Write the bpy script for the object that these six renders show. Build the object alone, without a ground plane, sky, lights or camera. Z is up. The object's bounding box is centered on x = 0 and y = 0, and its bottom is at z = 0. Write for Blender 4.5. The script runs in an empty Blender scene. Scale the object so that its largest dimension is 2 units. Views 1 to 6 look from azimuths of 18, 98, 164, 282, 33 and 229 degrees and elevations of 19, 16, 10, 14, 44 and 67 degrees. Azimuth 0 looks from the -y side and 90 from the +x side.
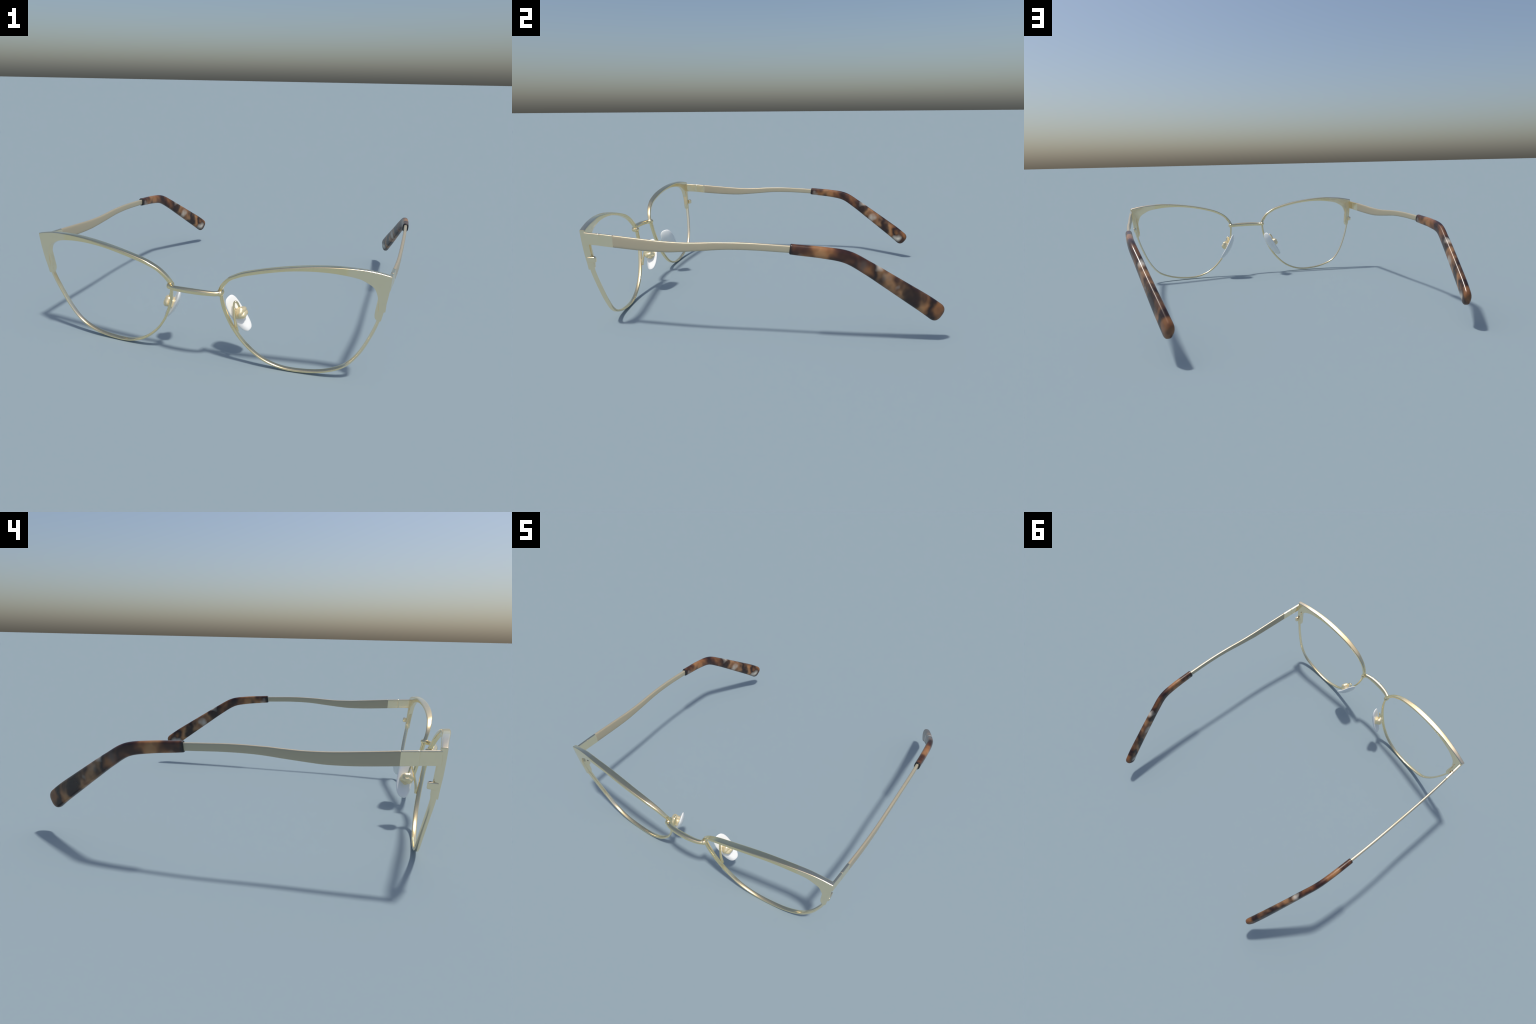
import bpy, math
from mathutils import Vector, Matrix

# ------------------------------------------------------------------ helpers
def V(*a): return Vector(a)

def catmull(pts, n):
    """Catmull-Rom through pts, n samples per span, last point included."""
    P = [Vector(p) for p in pts]
    Q = [2 * P[0] - P[1]] + P + [2 * P[-1] - P[-2]]
    out = []
    for i in range(1, len(Q) - 2):
        a, b, c, d = Q[i - 1:i + 3]
        for k in range(n):
            t = k / n
            out.append(0.5 * (2 * b + (c - a) * t + (2 * a - 5 * b + 4 * c - d) * t * t
                              + (-a + 3 * b - 3 * c + d) * t ** 3))
    out.append(P[-1].copy())
    return out

def lerp_table(tab, x):
    """piecewise smooth table lookup: [(x, v), ...]"""
    if x <= tab[0][0]: return tab[0][1]
    for (x0, v0), (x1, v1) in zip(tab, tab[1:]):
        if x <= x1:
            t = (x - x0) / (x1 - x0)
            return v0 + (v1 - v0) * t
    return tab[-1][1]

def spline_table(tab, x):
    """monotone-ish cubic lookup of a table of (x, v)"""
    n = len(tab)
    if x <= tab[0][0]: return tab[0][1]
    if x >= tab[-1][0]: return tab[-1][1]
    def slope(i):
        if i == 0: return (tab[1][1] - tab[0][1]) / (tab[1][0] - tab[0][0])
        if i == n - 1: return (tab[-1][1] - tab[-2][1]) / (tab[-1][0] - tab[-2][0])
        return (tab[i + 1][1] - tab[i - 1][1]) / (tab[i + 1][0] - tab[i - 1][0])
    for i in range(n - 1):
        x0, v0 = tab[i]; x1, v1 = tab[i + 1]
        if x <= x1:
            h = x1 - x0; t = (x - x0) / h
            return ((2*t**3 - 3*t*t + 1) * v0 + (t**3 - 2*t*t + t) * h * slope(i)
                    + (-2*t**3 + 3*t*t) * v1 + (t**3 - t*t) * h * slope(i + 1))

def new_object(name, verts, faces, mat, parent, mirror=False, angle=40):
    """mesh object; mirror=True reflects the part to the other (-x) side"""
    if mirror:
        verts = [Vector((-v.x, v.y, v.z)) for v in verts]
        faces = [tuple(reversed(f)) for f in faces]
    me = bpy.data.meshes.new(name)
    me.from_pydata([tuple(v) for v in verts], [], faces)
    me.validate()
    for p in me.polygons: p.use_smooth = True
    me.set_sharp_from_angle(angle=math.radians(angle))
    me.materials.append(mat)
    ob = bpy.data.objects.new(name, me)
    bpy.context.scene.collection.objects.link(ob)
    ob.parent = parent
    return ob

def loft(rings, closed=False):
    """skin through rings of equal length; flat caps when open"""
    m = len(rings[0]); verts = [p for r in rings for p in r]; faces = []
    n = len(rings)
    for i in range(n if closed else n - 1):
        a = i * m; b = ((i + 1) % n) * m
        for k in range(m):
            k2 = (k + 1) % m
            faces.append((a + k, a + k2, b + k2, b + k))
    if not closed:
        faces.append(tuple(reversed(range(m))))
        faces.append(tuple(range((n - 1) * m, n * m)))
    return verts, faces

def join(*parts):
    verts, faces = [], []
    for v, f in parts:
        o = len(verts); verts += v; faces += [tuple(i + o for i in q) for q in f]
    return verts, faces

def fix_normals(ob):
    import bmesh
    bm = bmesh.new(); bm.from_mesh(ob.data)
    bmesh.ops.recalc_face_normals(bm, faces=bm.faces)
    bm.to_mesh(ob.data); bm.free()

def round_quad(c, radii, seg=5):
    """closed ring: quad corners c[0..3], each filleted by its radius"""
    out = []
    for i in range(4):
        p = c[i]; a = c[i - 1]; b = c[(i + 1) % 4]; r = radii[i]
        da, db = a - p, b - p
        ra = min(r, 0.46 * da.length); rb = min(r, 0.46 * db.length)
        A = p + da.normalized() * ra; B = p + db.normalized() * rb
        k = 0.15
        for j in range(seg + 1):
            t = j / seg
            w = p
            q = A * (1 - t) ** 2 + w * 2 * t * (1 - t) + B * t * t
            out.append(q)
    return out

def superellipse(n, p):
    out = []
    for k in range(n):
        a = 2 * math.pi * k / n
        c, s = math.cos(a), math.sin(a)
        out.append((math.copysign(abs(c) ** (2 / p), c), math.copysign(abs(s) ** (2 / p), s)))
    return out

def sweep(path, frame, size, prof, closed=False):
    """sweep profile prof (list of (u,v)) ; frame(i,T)->(U,Vv); size(i)->(su,sv)"""
    rings = []
    n = len(path)
    for i, p in enumerate(path):
        T = (path[min(i + 1, n - 1)] - path[max(i - 1, 0)]).normalized()
        U, W = frame(i, T); su, sv = size(i)
        rings.append([p + U * (u * su) + W * (w * sv) for u, w in prof])
    return loft(rings, closed)

def arclen(path):
    s = [0.0]
    for a, b in zip(path, path[1:]): s.append(s[-1] + (b - a).length)
    return s

def box(corners_lo, corners_hi, r=0.003):
    """rounded block between two quads (lists of 4 points, same order)"""
    lo = [Vector(p) for p in corners_lo]; hi = [Vector(p) for p in corners_hi]
    cen_lo = sum(lo, Vector()) / 4; cen_hi = sum(hi, Vector()) / 4
    ax = cen_hi - cen_lo; L = ax.length; rings = []
    for t, shrink in ((0, r * 0.9), (r * 0.35 / L, r * 0.25), (r / L, 0), (1 - r / L, 0), (1 - r * 0.35 / L, r * 0.25), (1, r * 0.9)):
        q = [a.lerp(b, t) for a, b in zip(lo, hi)]
        cen = sum(q, Vector()) / 4
        q = [p + (cen - p).normalized() * shrink * 1.4 for p in q]
        rings.append(round_quad(q, [r] * 4, 3))
    return loft(rings)

# ------------------------------------------------------------------ materials
def principled(name):
    m = bpy.data.materials.new(name); m.use_nodes = True
    nt = m.node_tree; b = nt.nodes['Principled BSDF']
    return m, nt, b

def N(nt, typ, **kw):
    n = nt.nodes.new(typ)
    for k, v in kw.items(): setattr(n, k, v)
    return n

def object_coords(nt, fold=True):
    """object coordinates; with fold the x axis is mirrored so both sides match"""
    tc = N(nt, 'ShaderNodeTexCoord')
    if not fold: return tc.outputs['Object'], None
    sep = N(nt, 'ShaderNodeSeparateXYZ'); nt.links.new(tc.outputs['Object'], sep.inputs[0])
    ab = N(nt, 'ShaderNodeMath', operation='ABSOLUTE'); nt.links.new(sep.outputs[0], ab.inputs[0])
    cmb = N(nt, 'ShaderNodeCombineXYZ')
    nt.links.new(ab.outputs[0], cmb.inputs[0]); nt.links.new(sep.outputs[1], cmb.inputs[1]); nt.links.new(sep.outputs[2], cmb.inputs[2])
    return cmb.outputs[0], (ab.outputs[0], sep.outputs[1], sep.outputs[2])

def math_node(nt, op, a, b=None, clamp=False):
    n = N(nt, 'ShaderNodeMath', operation=op); n.use_clamp = clamp
    for i, x in enumerate((a, b)):
        if x is None: continue
        if isinstance(x, (int, float)): n.inputs[i].default_value = x
        else: nt.links.new(x, n.inputs[i])
    return n.outputs[0]

def mix_color(nt, fac, a, b):
    n = N(nt, 'ShaderNodeMix', data_type='RGBA')
    if isinstance(fac, (int, float)): n.inputs['Factor'].default_value = fac
    else: nt.links.new(fac, n.inputs['Factor'])
    for s, x in (('A', a), ('B', b)):
        sock = [i for i in n.inputs if i.name == s and i.type == 'RGBA'][0]
        if isinstance(x, tuple): sock.default_value = (*x, 1)
        else: nt.links.new(x, sock)
    return [o for o in n.outputs if o.type == 'RGBA'][0]

GOLD_WARM = (0.98, 0.81, 0.48)
GOLD_PALE = (0.98, 0.83, 0.57)

def gold_material():
    m, nt, b = principled('pale_gold_metal')
    co, (x, y, z) = object_coords(nt)
    noise = N(nt, 'ShaderNodeTexNoise'); noise.inputs['Scale'].default_value = 5; noise.inputs['Detail'].default_value = 1
    nt.links.new(co, noise.inputs['Vector'])
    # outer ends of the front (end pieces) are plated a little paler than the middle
    n1 = math_node(nt, 'MULTIPLY', math_node(nt, 'SUBTRACT', noise.outputs[0], 0.5), 0.05)
    edge = math_node(nt, 'MULTIPLY', math_node(nt, 'SUBTRACT', math_node(nt, 'ADD', x, n1), 0.735), 45, clamp=True)
    col = mix_color(nt, edge, GOLD_WARM, GOLD_PALE)
    nt.links.new(col, b.inputs['Base Color'])
    b.inputs['Metallic'].default_value = 1.0
    rough = math_node(nt, 'ADD', math_node(nt, 'MULTIPLY', noise.outputs[0], 0.04), 0.17)
    nt.links.new(rough, b.inputs['Roughness'])
    return m

def temple_material():
    m, nt, b = principled('satin_taupe_gold')
    co, (x, y, z) = object_coords(nt)
    # warm taupe at the front drifting to a paler champagne towards the tip
    t = math_node(nt, 'MULTIPLY', math_node(nt, 'ADD', y, 0.75), 1.1, clamp=True)
    col = mix_color(nt, t, (0.52, 0.44, 0.305), (0.53, 0.465, 0.325))
    noise = N(nt, 'ShaderNodeTexNoise'); noise.inputs['Scale'].default_value = 14
    nt.links.new(co, noise.inputs['Vector'])
    col = mix_color(nt, math_node(nt, 'MULTIPLY', noise.outputs[0], 0.15), col, (0.44, 0.39, 0.28))
    nt.links.new(col, b.inputs['Base Color'])
    b.inputs['Metallic'].default_value = 0.35
    b.inputs['Roughness'].default_value = 0.36
    return m

def pad_material():
    m, nt, b = principled('white_silicone')
    b.inputs['Base Color'].default_value = (0.90, 0.90, 0.87, 1)
    b.inputs['Roughness'].default_value = 0.3
    return m

def tortoise_material():
    m, nt, b = principled('tortoiseshell_acetate')
    co, (x, y, z) = object_coords(nt)
    warp = N(nt, 'ShaderNodeTexNoise'); warp.inputs['Scale'].default_value = 9; warp.inputs['Detail'].default_value = 1
    nt.links.new(co, warp.inputs['Vector'])
    wob = math_node(nt, 'MULTIPLY', math_node(nt, 'SUBTRACT', warp.outputs[0], 0.5), 0.24)
    mott = N(nt, 'ShaderNodeTexNoise'); mott.inputs['Scale'].default_value = 20; mott.inputs['Detail'].default_value = 1
    nt.links.new(co, mott.inputs['Vector'])
    wob = math_node(nt, 'ADD', wob, math_node(nt, 'MULTIPLY', math_node(nt, 'SUBTRACT', mott.outputs[0], 0.5), 0.09))
    # coordinates shaken by a coloured noise, so that spots are irregular
    shake = N(nt, 'ShaderNodeVectorMath', operation='MULTIPLY_ADD')
    shake.inputs[1].default_value = (0.07, 0.07, 0.07)
    off = N(nt, 'ShaderNodeTexNoise'); off.inputs['Scale'].default_value = 16; off.inputs['Detail'].default_value = 1
    nt.links.new(co, off.inputs['Vector']); nt.links.new(off.outputs['Color'], shake.inputs[0])
    base = N(nt, 'ShaderNodeVectorMath', operation='SUBTRACT'); base.inputs[1].default_value = (0.035, 0.035, 0.035)
    nt.links.new(co, base.inputs[0]); nt.links.new(base.outputs[0], shake.inputs[2])
    warped = shake.outputs[0]
    # bands run across the arm: position along the sloping tip, shaken by noise
    along = math_node(nt, 'ADD', math_node(nt, 'ADD', y, math_node(nt, 'MULTIPLY', z, -0.25)), 0.13)
    pos = math_node(nt, 'ADD', along, wob)
    f = N(nt, 'ShaderNodeMapRange'); f.inputs['From Min'].default_value = 0.17; f.inputs['From Max'].default_value = 1.12
    nt.links.new(pos, f.inputs['Value'])
    ramp = N(nt, 'ShaderNodeValToRGB'); cr = ramp.color_ramp; cr.interpolation = 'B_SPLINE'
    DARK = (0.010, 0.003, 0.004); BROWN = (0.100, 0.034, 0.017); AMBER = (0.34, 0.142, 0.046); HONEY = (0.42, 0.220, 0.095)
    stops = [(0.0, DARK), (0.06, BROWN), (0.12, AMBER), (0.19, HONEY), (0.25, AMBER), (0.30, BROWN), (0.345, DARK), (0.39, BROWN), (0.435, AMBER), (0.48, DARK),
             (0.53, DARK), (0.57, HONEY), (0.61, BROWN), (0.65, HONEY), (0.69, DARK), (0.76, DARK), (0.80, HONEY),
             (0.835, AMBER), (0.865, DARK), (0.90, DARK), (0.94, AMBER), (1.0, BROWN)]
    cr.elements[0].position, cr.elements[0].color = stops[0][0], (*stops[0][1], 1)
    cr.elements[1].position, cr.elements[1].color = stops[-1][0], (*stops[-1][1], 1)
    for p, c in stops[1:-1]:
        e = cr.elements.new(p); e.color = (*c, 1)
    nt.links.new(f.outputs[0], ramp.inputs[0])
    # cloudy darker flecks
    blot = N(nt, 'ShaderNodeTexNoise'); blot.inputs['Scale'].default_value = 12; blot.inputs['Detail'].default_value = 1
    nt.links.new(co, blot.inputs['Vector'])
    mask = math_node(nt, 'MULTIPLY', math_node(nt, 'SUBTRACT', blot.outputs[0], 0.46), 6, clamp=True)
    col = mix_color(nt, math_node(nt, 'MULTIPLY', mask, 0.80), ramp.outputs[0], (0.024, 0.009, 0.008))
    # milky spots inside the acetate
    for (cx, cy, cz, r, amt) in [(0.895, 0.640, 0.435, 0.040, 0.85), (0.862, 0.720, 0.325, 0.036, 0.70),
                                 (0.788, 0.925, 0.165, 0.040, 0.90), (0.945, 0.232, 0.507, 0.026, 0.55),
                                 (0.955, 0.560, 0.440, 0.042, 0.10), (0.930, 0.700, 0.385, 0.038, 0.28), (0.965, 0.240, 0.505, 0.024, 0.20)]:
        d = N(nt, 'ShaderNodeVectorMath', operation='DISTANCE'); d.inputs[1].default_value = (cx, cy, cz)
        nt.links.new(warped, d.inputs[0])
        k = math_node(nt, 'SUBTRACT', 1.0, math_node(nt, 'DIVIDE', d.outputs['Value'], r), clamp=True)
        k = math_node(nt, 'MULTIPLY', math_node(nt, 'POWER', k, 1.1), amt * 1.35, clamp=True)
        col = mix_color(nt, k, col, (0.58, 0.53, 0.45))
    # the open end is black
    front = math_node(nt, 'MULTIPLY', math_node(nt, 'SUBTRACT', 0.218, y), 60, clamp=True)
    col = mix_color(nt, front, col, (0.010, 0.009, 0.010))
    nt.links.new(col, b.inputs['Base Color'])
    b.inputs['Roughness'].default_value = 0.26
    return m

def screw_material():
    m, nt, b = principled('screw_steel')
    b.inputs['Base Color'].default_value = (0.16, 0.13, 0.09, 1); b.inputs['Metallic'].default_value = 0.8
    b.inputs['Roughness'].default_value = 0.4
    return m

def stud_material():
    m, nt, b = principled('gold_brightened_for_sun')
    b.inputs['Base Color'].default_value = (0.95, 0.80, 0.50, 1)  # same gold as the frame, made brighter for the sunlit glow beside the pad
    b.inputs['Metallic'].default_value = 0.6; b.inputs['Roughness'].default_value = 0.33
    return m
gold = gold_material(); warm = stud_material(); taupe = temple_material(); white = pad_material(); tortoise = tortoise_material(); screw_mat = screw_material()

# ------------------------------------------------------------------ the thing
root = bpy.data.objects.new('eyeglasses', None)
bpy.context.scene.collection.objects.link(root)
root['label'] = 'cat-eye eyeglasses frame, pale gold metal, tortoiseshell temple tips'
root['category'] = 'eyeglasses'

def lens_normal(x, z):
    """backward normal of the curved front: y = c - .13x - .175z + .181x^2"""
    return Vector((0.13 - 0.362 * x, 1.0, 0.1754)).normalized()

# ---- lower rim wire (right side, x > 0) from end piece round the bottom to the bridge
RIM = [(0.9055, -0.8905, 0.405), (0.9000, -0.8868, 0.355), (0.8712, -0.8748, 0.2651), (0.8231, -0.8629, 0.1579), (0.758, -0.8598, 0.076),
       (0.6647, -0.8659, 0.0315), (0.5557, -0.8702, 0.0114), (0.4439, -0.8761, 0.0126), (0.3417, -0.8843, 0.0478),
       (0.2557, -0.8936, 0.1176), (0.1901, -0.908, 0.2111), (0.147, -0.9242, 0.3203), (0.1350, -0.9415, 0.418)]
rim_path = catmull(RIM, 10)
# wire section: rounded oblong, deeper than wide
RIM_PROF = superellipse(24, 2.7)
RIM_HALF_DEPTH, RIM_HALF_WIDTH = 0.0126, 0.0066
LENS_CENTRE = V(0.53, -0.92, 0.33)
def rim_frame(i, T):
    p = rim_path[i]; n = lens_normal(p.x, p.z); n = (n - T * n.dot(T)).normalized()
    w = T.cross(n)
    if w.dot(LENS_CENTRE - p) < 0: w = -w
    return n, w
rim_geo = sweep(rim_path, rim_frame, lambda i: (RIM_HALF_DEPTH, RIM_HALF_WIDTH), RIM_PROF)

# ---- browline with end piece: four edge curves (front/back, outer/inner)
FO = [(0.128, -0.954, 0.425), (0.150, -0.965, 0.463), (0.187, -0.975, 0.501), (0.230, -0.982, 0.5275), (0.281, -0.987, 0.5503),
      (0.386, -0.987, 0.5802), (0.494, -0.980, 0.5998), (0.602, -0.969, 0.6127), (0.710, -0.955, 0.6176), (0.8166, -0.937, 0.6143),
      (0.885, -0.926, 0.6055), (0.9447, -0.9179, 0.5923),
      (0.9414, -0.9155, 0.548), (0.9360, -0.9125, 0.498), (0.9293, -0.909, 0.450), (0.920, -0.9055, 0.403), (0.9135, -0.9035, 0.3655)]
FI = [(0.146, -0.956, 0.425), (0.164, -0.968, 0.457), (0.197, -0.979, 0.4924), (0.238, -0.986, 0.5155), (0.2895, -0.990, 0.5356),
      (0.3915, -0.991, 0.5635), (0.4952, -0.985, 0.5836), (0.5983, -0.9715, 0.5911), (0.6994, -0.9577, 0.5891), (0.7954, -0.940, 0.574),
      (0.840, -0.9335, 0.556), (0.8736, -0.9275, 0.532),
      (0.8895, -0.923, 0.497), (0.8975, -0.9185, 0.460), (0.8990, -0.914, 0.430), (0.8965, -0.909, 0.397), (0.8945, -0.906, 0.3660)]
BI = [(0.143, -0.932, 0.418), (0.1595, -0.944, 0.447), (0.1905, -0.951, 0.486), (0.230, -0.9555, 0.511), (0.280, -0.9578, 0.5335),
      (0.3804, -0.9546, 0.5612), (0.4849, -0.9470, 0.581), (0.5893, -0.9367, 0.5907), (0.6914, -0.926, 0.5891), (0.7879, -0.911, 0.5753),
      (0.832, -0.904, 0.557), (0.8676, -0.899, 0.532),
      (0.884, -0.8945, 0.497), (0.892, -0.890, 0.460), (0.8935, -0.8855, 0.430), (0.892, -0.880, 0.397), (0.890, -0.877, 0.3703)]
BO = [(0.124, -0.931, 0.420), (0.142, -0.942, 0.455), (0.1765, -0.950, 0.494), (0.218, -0.9535, 0.521), (0.268, -0.955, 0.543),
      (0.372, -0.952, 0.571), (0.480, -0.944, 0.5925), (0.588, -0.934, 0.607), (0.697, -0.9235, 0.6145), (0.803, -0.907, 0.610),
      (0.873, -0.899, 0.602), (0.9379, -0.8905, 0.5893),
      (0.9355, -0.888, 0.546), (0.931, -0.8845, 0.496), (0.9250, -0.881, 0.450), (0.9165, -0.8775, 0.403), (0.9095, -0.8744, 0.3714)]
CORNER = 11; SUB = 8
def edge_with_corner(P):
    a = catmull(P[:CORNER + 1], SUB); b = catmull(P[CORNER:], SUB)
    path = a + b[1:]; c = CORNER * SUB
    path[c] = (path[c - 1] + 6 * path[c] + path[c + 1]) / 8
    return path
fo, bo = edge_with_corner(FO), edge_with_corner(BO)
fi, bi = catmull(FI, SUB), catmull(BI, SUB)
def swell(q, d):
    cen = sum(q, Vector()) / 4
    return [p + (p - cen).normalized() * k for p, k in zip(q, d)]
brow_rings = [round_quad(swell([a, b, c, d], (0.0038, 0.0008, 0.0008, 0.0030)), [0.0080, 0.0042, 0.0040, 0.0100]) for a, b, c, d in zip(fo, fi, bi, [p + V(0, -0.0008, 0.0026) for p in bo])]
brow_geo = loft(brow_rings)

# ---- rim lock: the split block where the wire enters the end piece
lock_path = catmull([(0.8975, -0.9020, 0.515), (0.8955, -0.8985, 0.470), (0.8930, -0.8955, 0.430), (0.8920, -0.8930, 0.400), (0.8940, -0.8910, 0.375)], 6)
lock_len = len(lock_path) - 1
lock_geo = sweep(lock_path, lambda i, T: (V(0, 1, 0.12).normalized(), V(1, 0.05, 0.1).normalized()),
                 lambda i: (0.0170, lerp_table([(0, 0.003), (0.35, 0.0062), (0.8, 0.0095), (0.93, 0.0090), (1, 0.006)], i / lock_len)), superellipse(20, 4))
# outer closing block with screw
closing_geo = box([(0.9300, -0.9000, 0.4085), (0.9100, -0.9000, 0.4085), (0.9080, -0.8550, 0.4120), (0.9275, -0.8535, 0.4120)],
                  [(0.9315, -0.9010, 0.4405), (0.9110, -0.9010, 0.4405), (0.9080, -0.8570, 0.4420), (0.9300, -0.8555, 0.4420)], 0.004)
def disc_stack(centre, axis, profile, seg=20):
    """lathe: profile [(radius, height)] about axis at centre"""
    axis = Vector(axis).normalized(); u = axis.orthogonal().normalized(); w = axis.cross(u); c = Vector(centre)
    rings = [[c + axis * h + (u * math.cos(2 * math.pi * k / seg) + w * math.sin(2 * math.pi * k / seg)) * max(r, 1e-5) for k in range(seg)] for r, h in profile]
    return loft(rings)
screw_geo = disc_stack((0.9180, -0.8660, 0.4408), (0, 0, 1), [(0.0065, -0.004), (0.0065, 0.0012), (0.005, 0.0022), (0.0005, 0.0024)], 16)

# ---- temple arm: strip with curved outer face, wavy in height
CX = [(-0.90, 0.9345), (-0.76, 0.9425), (-0.58, 0.9515), (-0.42, 0.956), (-0.27, 0.959), (-0.12, 0.9615), (0.05, 0.962), (0.24, 0.9590)]
ZT = [(-0.90, 0.5805), (-0.762, 0.5715), (-0.6185, 0.5601), (-0.4744, 0.5492), (-0.400, 0.5462), (-0.3292, 0.5457), (-0.25, 0.549), (-0.1817, 0.5527), (-0.0325, 0.5549), (0.1171, 0.5493), (0.24, 0.543)]
ZB = [(-0.90, 0.5165), (-0.833, 0.5134), (-0.694, 0.5024), (-0.555, 0.4935), (-0.47, 0.4915), (-0.415, 0.4925), (-0.276, 0.5038), (-0.135, 0.5160), (0.009, 0.5175), (0.154, 0.5115), (0.24, 0.5075)]
HALF_T = [(-0.90, 0.0078), (-0.6, 0.0080), (0.0, 0.0086), (0.24, 0.0092)]
TEMPLE_PROF = superellipse(32, 4.0)
def strip(y0, y1, n, grow=0.0, end_round=0.004, prof=TEMPLE_PROF):
    rings = []
    ys = [y0, y0 + end_round * 0.3, y0 + end_round] + [y0 + (y1 - y0) * k / n for k in range(1, n)] + [y1 - end_round, y1 - end_round * 0.3, y1]
    sh = [0.7, 0.9, 1] + [1] * (n - 1) + [1, 0.9, 0.7]
    for y, s in zip(ys, sh):
        zt, zb, cx, ht = (spline_table(t, y) for t in (ZT, ZB, CX, HALF_T))
        hz = (zt - zb) / 2 + grow; ht = ht + grow * 0.5
        # softer, rounder section towards the tip
        rings.append([V(cx + ht * u * (0.6 + 0.4 * s), y, (zt + zb) / 2 + w * (hz - (1 - s) * 0.004)) for u, w in prof])
    return loft(rings)
hinge_geo = join(strip(-0.9000, -0.8115, 10, 0.0004, 0.001, superellipse(40, 7)), strip(-0.8118, -0.7355, 10, 0.0009, 0.001, superellipse(40, 7)))
temple_geo = strip(-0.7370, 0.235, 80, 0.0008)

# ---- tortoiseshell tip
TIP = [(0.9606, 0.178, 0.5305), (0.9588, 0.2393, 0.524), (0.9546, 0.3624, 0.513), (0.9438, 0.4824, 0.4905), (0.9174, 0.5889, 0.4284),
       (0.8896, 0.6929, 0.3579), (0.8603, 0.7971, 0.286), (0.8299, 0.9014, 0.2133), (0.8020, 0.9860, 0.1475)]
tip_path = catmull(TIP, 14)
tip_s = arclen(tip_path); tip_L = tip_s[-1]
# cut path: start at y = .19
i0 = next(i for i, p in enumerate(tip_path) if p.y > 0.196)
tip_path = tip_path[i0:]
TIP_H = [(0.18, 0.0267), (0.30, 0.0287), (0.40, 0.0304), (0.50, 0.0332), (0.57, 0.0348), (0.64, 0.0376), (0.72, 0.0410), (0.80, 0.0446), (0.88, 0.0479), (1.0, 0.0508)]
TIP_T = [(0.18, 0.0188), (0.30, 0.0196), (0.45, 0.0202), (0.60, 0.0212), (0.80, 0.0226), (1.0, 0.0238)]
TIP_LEAN = [(0.18, -3.0), (0.42, 0.0), (0.57, 8.0), (0.80, 12.0), (1.0, 14.0)]   # degrees, top edge towards the head
tip_s = arclen(tip_path); tip_L = tip_s[-1]
TIP_PROF = superellipse(36, 2.7)
END = 0.046
tip_rings = []
def tip_ring(p, T, hh, tt):
    side = (V(1, 0, 0) - T * T.x).normalized(); up = T.cross(side)
    if up.z < 0: up = -up
    a = math.radians(lerp_table(TIP_LEAN, p.y))
    side, up = side * math.cos(a) + up * math.sin(a), up * math.cos(a) - side * math.sin(a)
    return [p + side * (tt * u) + up * (hh * w) for u, w in TIP_PROF]
def sample_tip(s):
    for i in range(len(tip_s) - 1):
        if s <= tip_s[i + 1]:
            t = (s - tip_s[i]) / (tip_s[i + 1] - tip_s[i])
            return tip_path[i].lerp(tip_path[i + 1], t), (tip_path[min(i + 2, len(tip_path) - 1)] - tip_path[max(i - 1, 0)]).normalized()
    return tip_path[-1].copy(), (tip_path[-1] - tip_path[-2]).normalized()
S = [(0.0, -1), (0.0012, -1), (0.003, -1), (0.006, -1)]
steps = 110
for k in range(1, steps): S.append((0.006 + (tip_L - END - 0.006) * k / steps, 0))
for k in range(0, 15): S.append((tip_L - END * (1 - math.sin(math.pi / 2 * k / 14)), 1))
for s, kind in S:
    p, T = sample_tip(s)
    hh, tt = spline_table(TIP_H, p.y), spline_table(TIP_T, p.y)
    if kind == -1:
        e = 1 - s / 0.006; q = 0.0045 * (1 - math.sqrt(max(0, 1 - e * e)))
        hh -= q; tt -= q
    if kind == 1:
        e = min(1.0, max(0.0, 1 - (tip_L - s) / END))
        k1 = max(0.0, 1 - e ** 2.5) ** (1 / 2.5); k2 = max(0.0, 1 - e ** 3.2) ** (1 / 2.4)
        hh *= max(k1, 0.02); tt *= max(k2, 0.02)
    tip_rings.append(tip_ring(p, T, hh, tt))
tip_geo = loft(tip_rings)

# ---- bridge: bowed oval bar with bulbous ends on the rims
half = [(0.0, -0.9822, 0.4130), (0.040, -0.9812, 0.4128), (0.080, -0.9768, 0.4118), (0.112, -0.9690, 0.4105), (0.130, -0.9590, 0.4108), (0.138, -0.9460, 0.4120)]
bridge_pts = [(-x, y, z) for x, y, z in reversed(half[1:])] + half
bridge_path = catmull(bridge_pts, 10)
LONG = V(0, -0.94, 0.34).normalized()
def bridge_frame(i, T):
    u = (LONG - T * LONG.dot(T)).normalized(); return u, T.cross(u)
def bridge_size(i):
    x = abs(bridge_path[i].x); k = lerp_table([(0, 1), (0.05, 0.97), (0.10, 0.85), (0.14, 0.80)], x)
    return 0.0180 * k, 0.0148 * (0.25 + 0.75 * k) 
bridge_geo = sweep(bridge_path, bridge_frame, bridge_size, superellipse(28, 2.2))
def ellipsoid(c, r, tilt=0.0, nu=24, nv=14, p=2.0):
    rings = []
    R = Matrix.Rotation(tilt, 3, 'X')
    for j in range(nv + 1):
        a = -math.pi / 2 + math.pi * j / nv
        ca, sa = math.cos(a), math.sin(a)
        rings.append([Vector(c) + R @ V(r[0] * max(ca, 1e-3) * math.cos(2 * math.pi * k / nu), r[1] * max(ca, 1e-3) * math.sin(2 * math.pi * k / nu), r[2] * sa) for k in range(nu)])
    return loft(rings)
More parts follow.
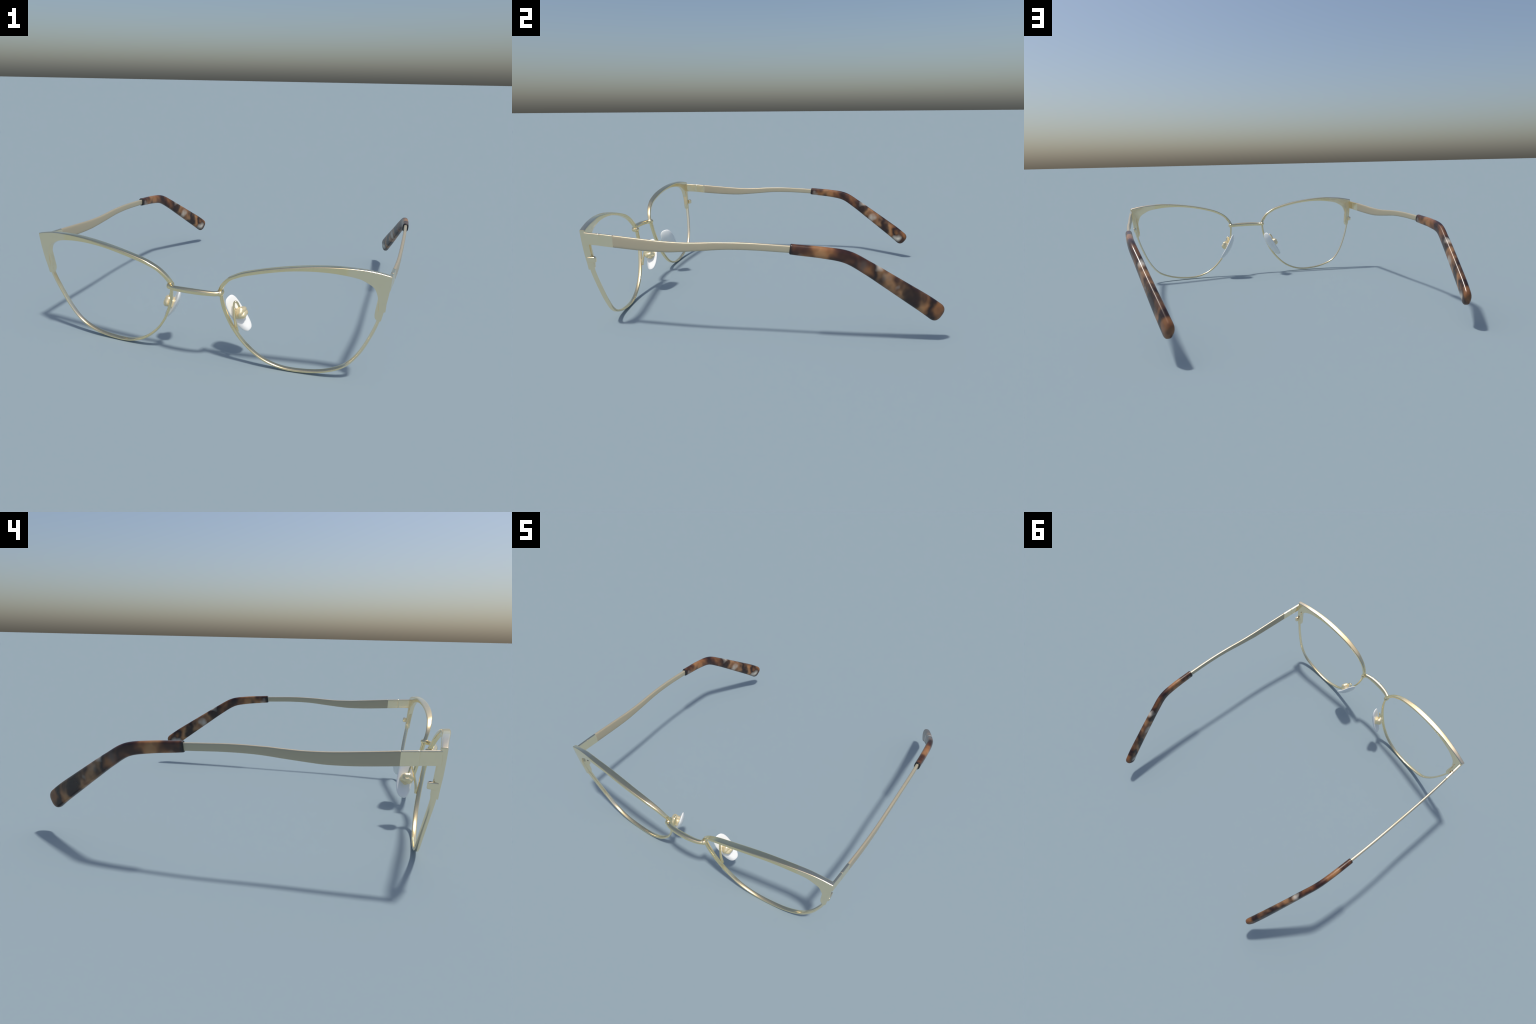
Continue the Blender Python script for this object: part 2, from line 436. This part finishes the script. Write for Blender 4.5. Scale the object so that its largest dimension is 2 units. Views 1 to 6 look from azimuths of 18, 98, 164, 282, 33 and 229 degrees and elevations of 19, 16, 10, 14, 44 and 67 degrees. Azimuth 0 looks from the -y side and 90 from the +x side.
knob = ellipsoid((0.1370, -0.9465, 0.4120), (0.0185, 0.0270, 0.0172), 0.15)
knob_m = ([V(-v.x, v.y, v.z) for v in knob[0]], [tuple(reversed(f)) for f in knob[1]])
bridge_all = join(bridge_geo, knob, knob_m)

# ---- nose pad: curved rounded lozenge, stud and wire arm
PAD_C = V(0.1865, -0.8220, 0.2510)
PAD_L = V(0.517, 0.125, -0.846).normalized()
PAD_N = V(-0.80, 0.417, -0.428); PAD_N = (PAD_N - PAD_L * PAD_N.dot(PAD_L)).normalized()   # towards the nose
PAD_W = PAD_N.cross(PAD_L)
def pad_geo_make():
    nr, na = 12, 48; outline = superellipse(na, 2.75)
    def pt(r, k, side):
        u, w = outline[k]
        l = u * r * 0.1085; ww = w * r * 0.0465 * (1 - 0.08 * u)
        bow = -0.10 * (l * l) / 0.1085 + 0.006            # ends curve away from the nose
        edge = max(0.0, 1 - r ** 6) ** 0.5
        th = 0.0080 * edge + (0.0130 * (1 - r * r) if side > 0 else 0.0)     # fuller on the side that meets the nose
        return PAD_C + PAD_L * l + PAD_W * ww + PAD_N * (bow + side * th - 0.004)
    rad = [0.0001, 0.2, 0.4, 0.6, 0.75, 0.86, 0.93, 0.97, 0.99, 1.0]
    rings = [[pt(r, k, 1) for k in range(na)] for r in rad] + [[pt(r, k, -1) for k in range(na)] for r in reversed(rad[:-1])]
    return loft(rings)
pad_geo = pad_geo_make()
stud_axis = (-PAD_N + V(0, 0, 0.05)).normalized()
def stud_make():
    outline = superellipse(48, 1.75); rings = []
    for r, h in [(0.92, 0.0), (0.97, 0.008), (0.96, 0.016), (0.93, 0.022), (0.96, 0.027), (1.0, 0.033), (0.97, 0.041), (0.86, 0.0475), (0.66, 0.0525), (0.4, 0.0555), (0.02, 0.057)]:
        ring = []
        for u, w in outline:
            pinch = 1 - 0.13 * math.exp(-((u + 0.25) / 0.16) ** 2) * min(1, h / 0.03)       # clip slots in the flanks
            groove = 0.007 * math.exp(-((r * w - 0.1) / 0.2) ** 2) * max(0, h - 0.036) / 0.02     # slot across the dome
            lump = 1 + 0.05 * math.sin(5 * math.atan2(w, u) + 60 * h)
            ring.append(PAD_C + stud_axis * (h - groove) + PAD_W * (0.0355 * r * u * lump) + PAD_L * (0.0325 * r * w * pinch * lump))
        rings.append(ring)
    return loft(rings)
stud_geo = stud_make()
arm_path = catmull([(0.2080, -0.8850, 0.1800), (0.1990, -0.8870, 0.2080), (0.1890, -0.8800, 0.2450), (0.1800, -0.8680, 0.2900), (0.1755, -0.8590, 0.3160),
                    (0.1795, -0.8520, 0.3290), (0.1885, -0.8470, 0.3240), (0.1960, -0.8420, 0.3060), (0.2020, -0.8380, 0.2860)], 8)
def arm_frame(i, T):
    u = (V(0.3, 1, 0.2) - T * V(0.3, 1, 0.2).dot(T)).normalized(); return u, T.cross(u)
def arm_size(i):
    f = i / (len(arm_path) - 1)
    return (lerp_table([(0, 0.006), (0.10, 0.0090), (0.25, 0.0068), (0.4, 0.0054), (1, 0.0054)], f), lerp_table([(0, 0.004), (0.1, 0.0065), (0.3, 0.0054), (1, 0.0054)], f))
arm_geo = sweep(arm_path, arm_frame, arm_size, superellipse(14, 2.2))

# ------------------------------------------------------------------ assemble
def add(name, geo, mat, parent, mirror=False, angle=40):
    ob = new_object(name, geo[0], geo[1], mat, parent, mirror, angle)
    fix_normals(ob)
    return ob

for mirror in (False, True):
    rim = add('rim', rim_geo, gold, root, mirror, 50)
    brow = add('browline', brow_geo, gold, root, mirror, 35)
    lock = add('rim_lock', lock_geo, gold, brow, mirror)
    block = add('closing_block', closing_geo, gold, brow, mirror)
    add('screw', screw_geo, screw_mat, brow, mirror)
    arm = add('temple', temple_geo, taupe, root, mirror, 50)
    add('hinge', hinge_geo, gold, arm, mirror, 50)
    add('temple_tip', tip_geo, tortoise, arm, mirror, 50)
    pad = add('nose_pad', pad_geo, white, root, mirror, 60)
    add('pad_stud', stud_geo, warm, pad, mirror)
    add('pad_arm', arm_geo, gold, pad, mirror)
add('bridge', bridge_all, gold, root, False, 50)
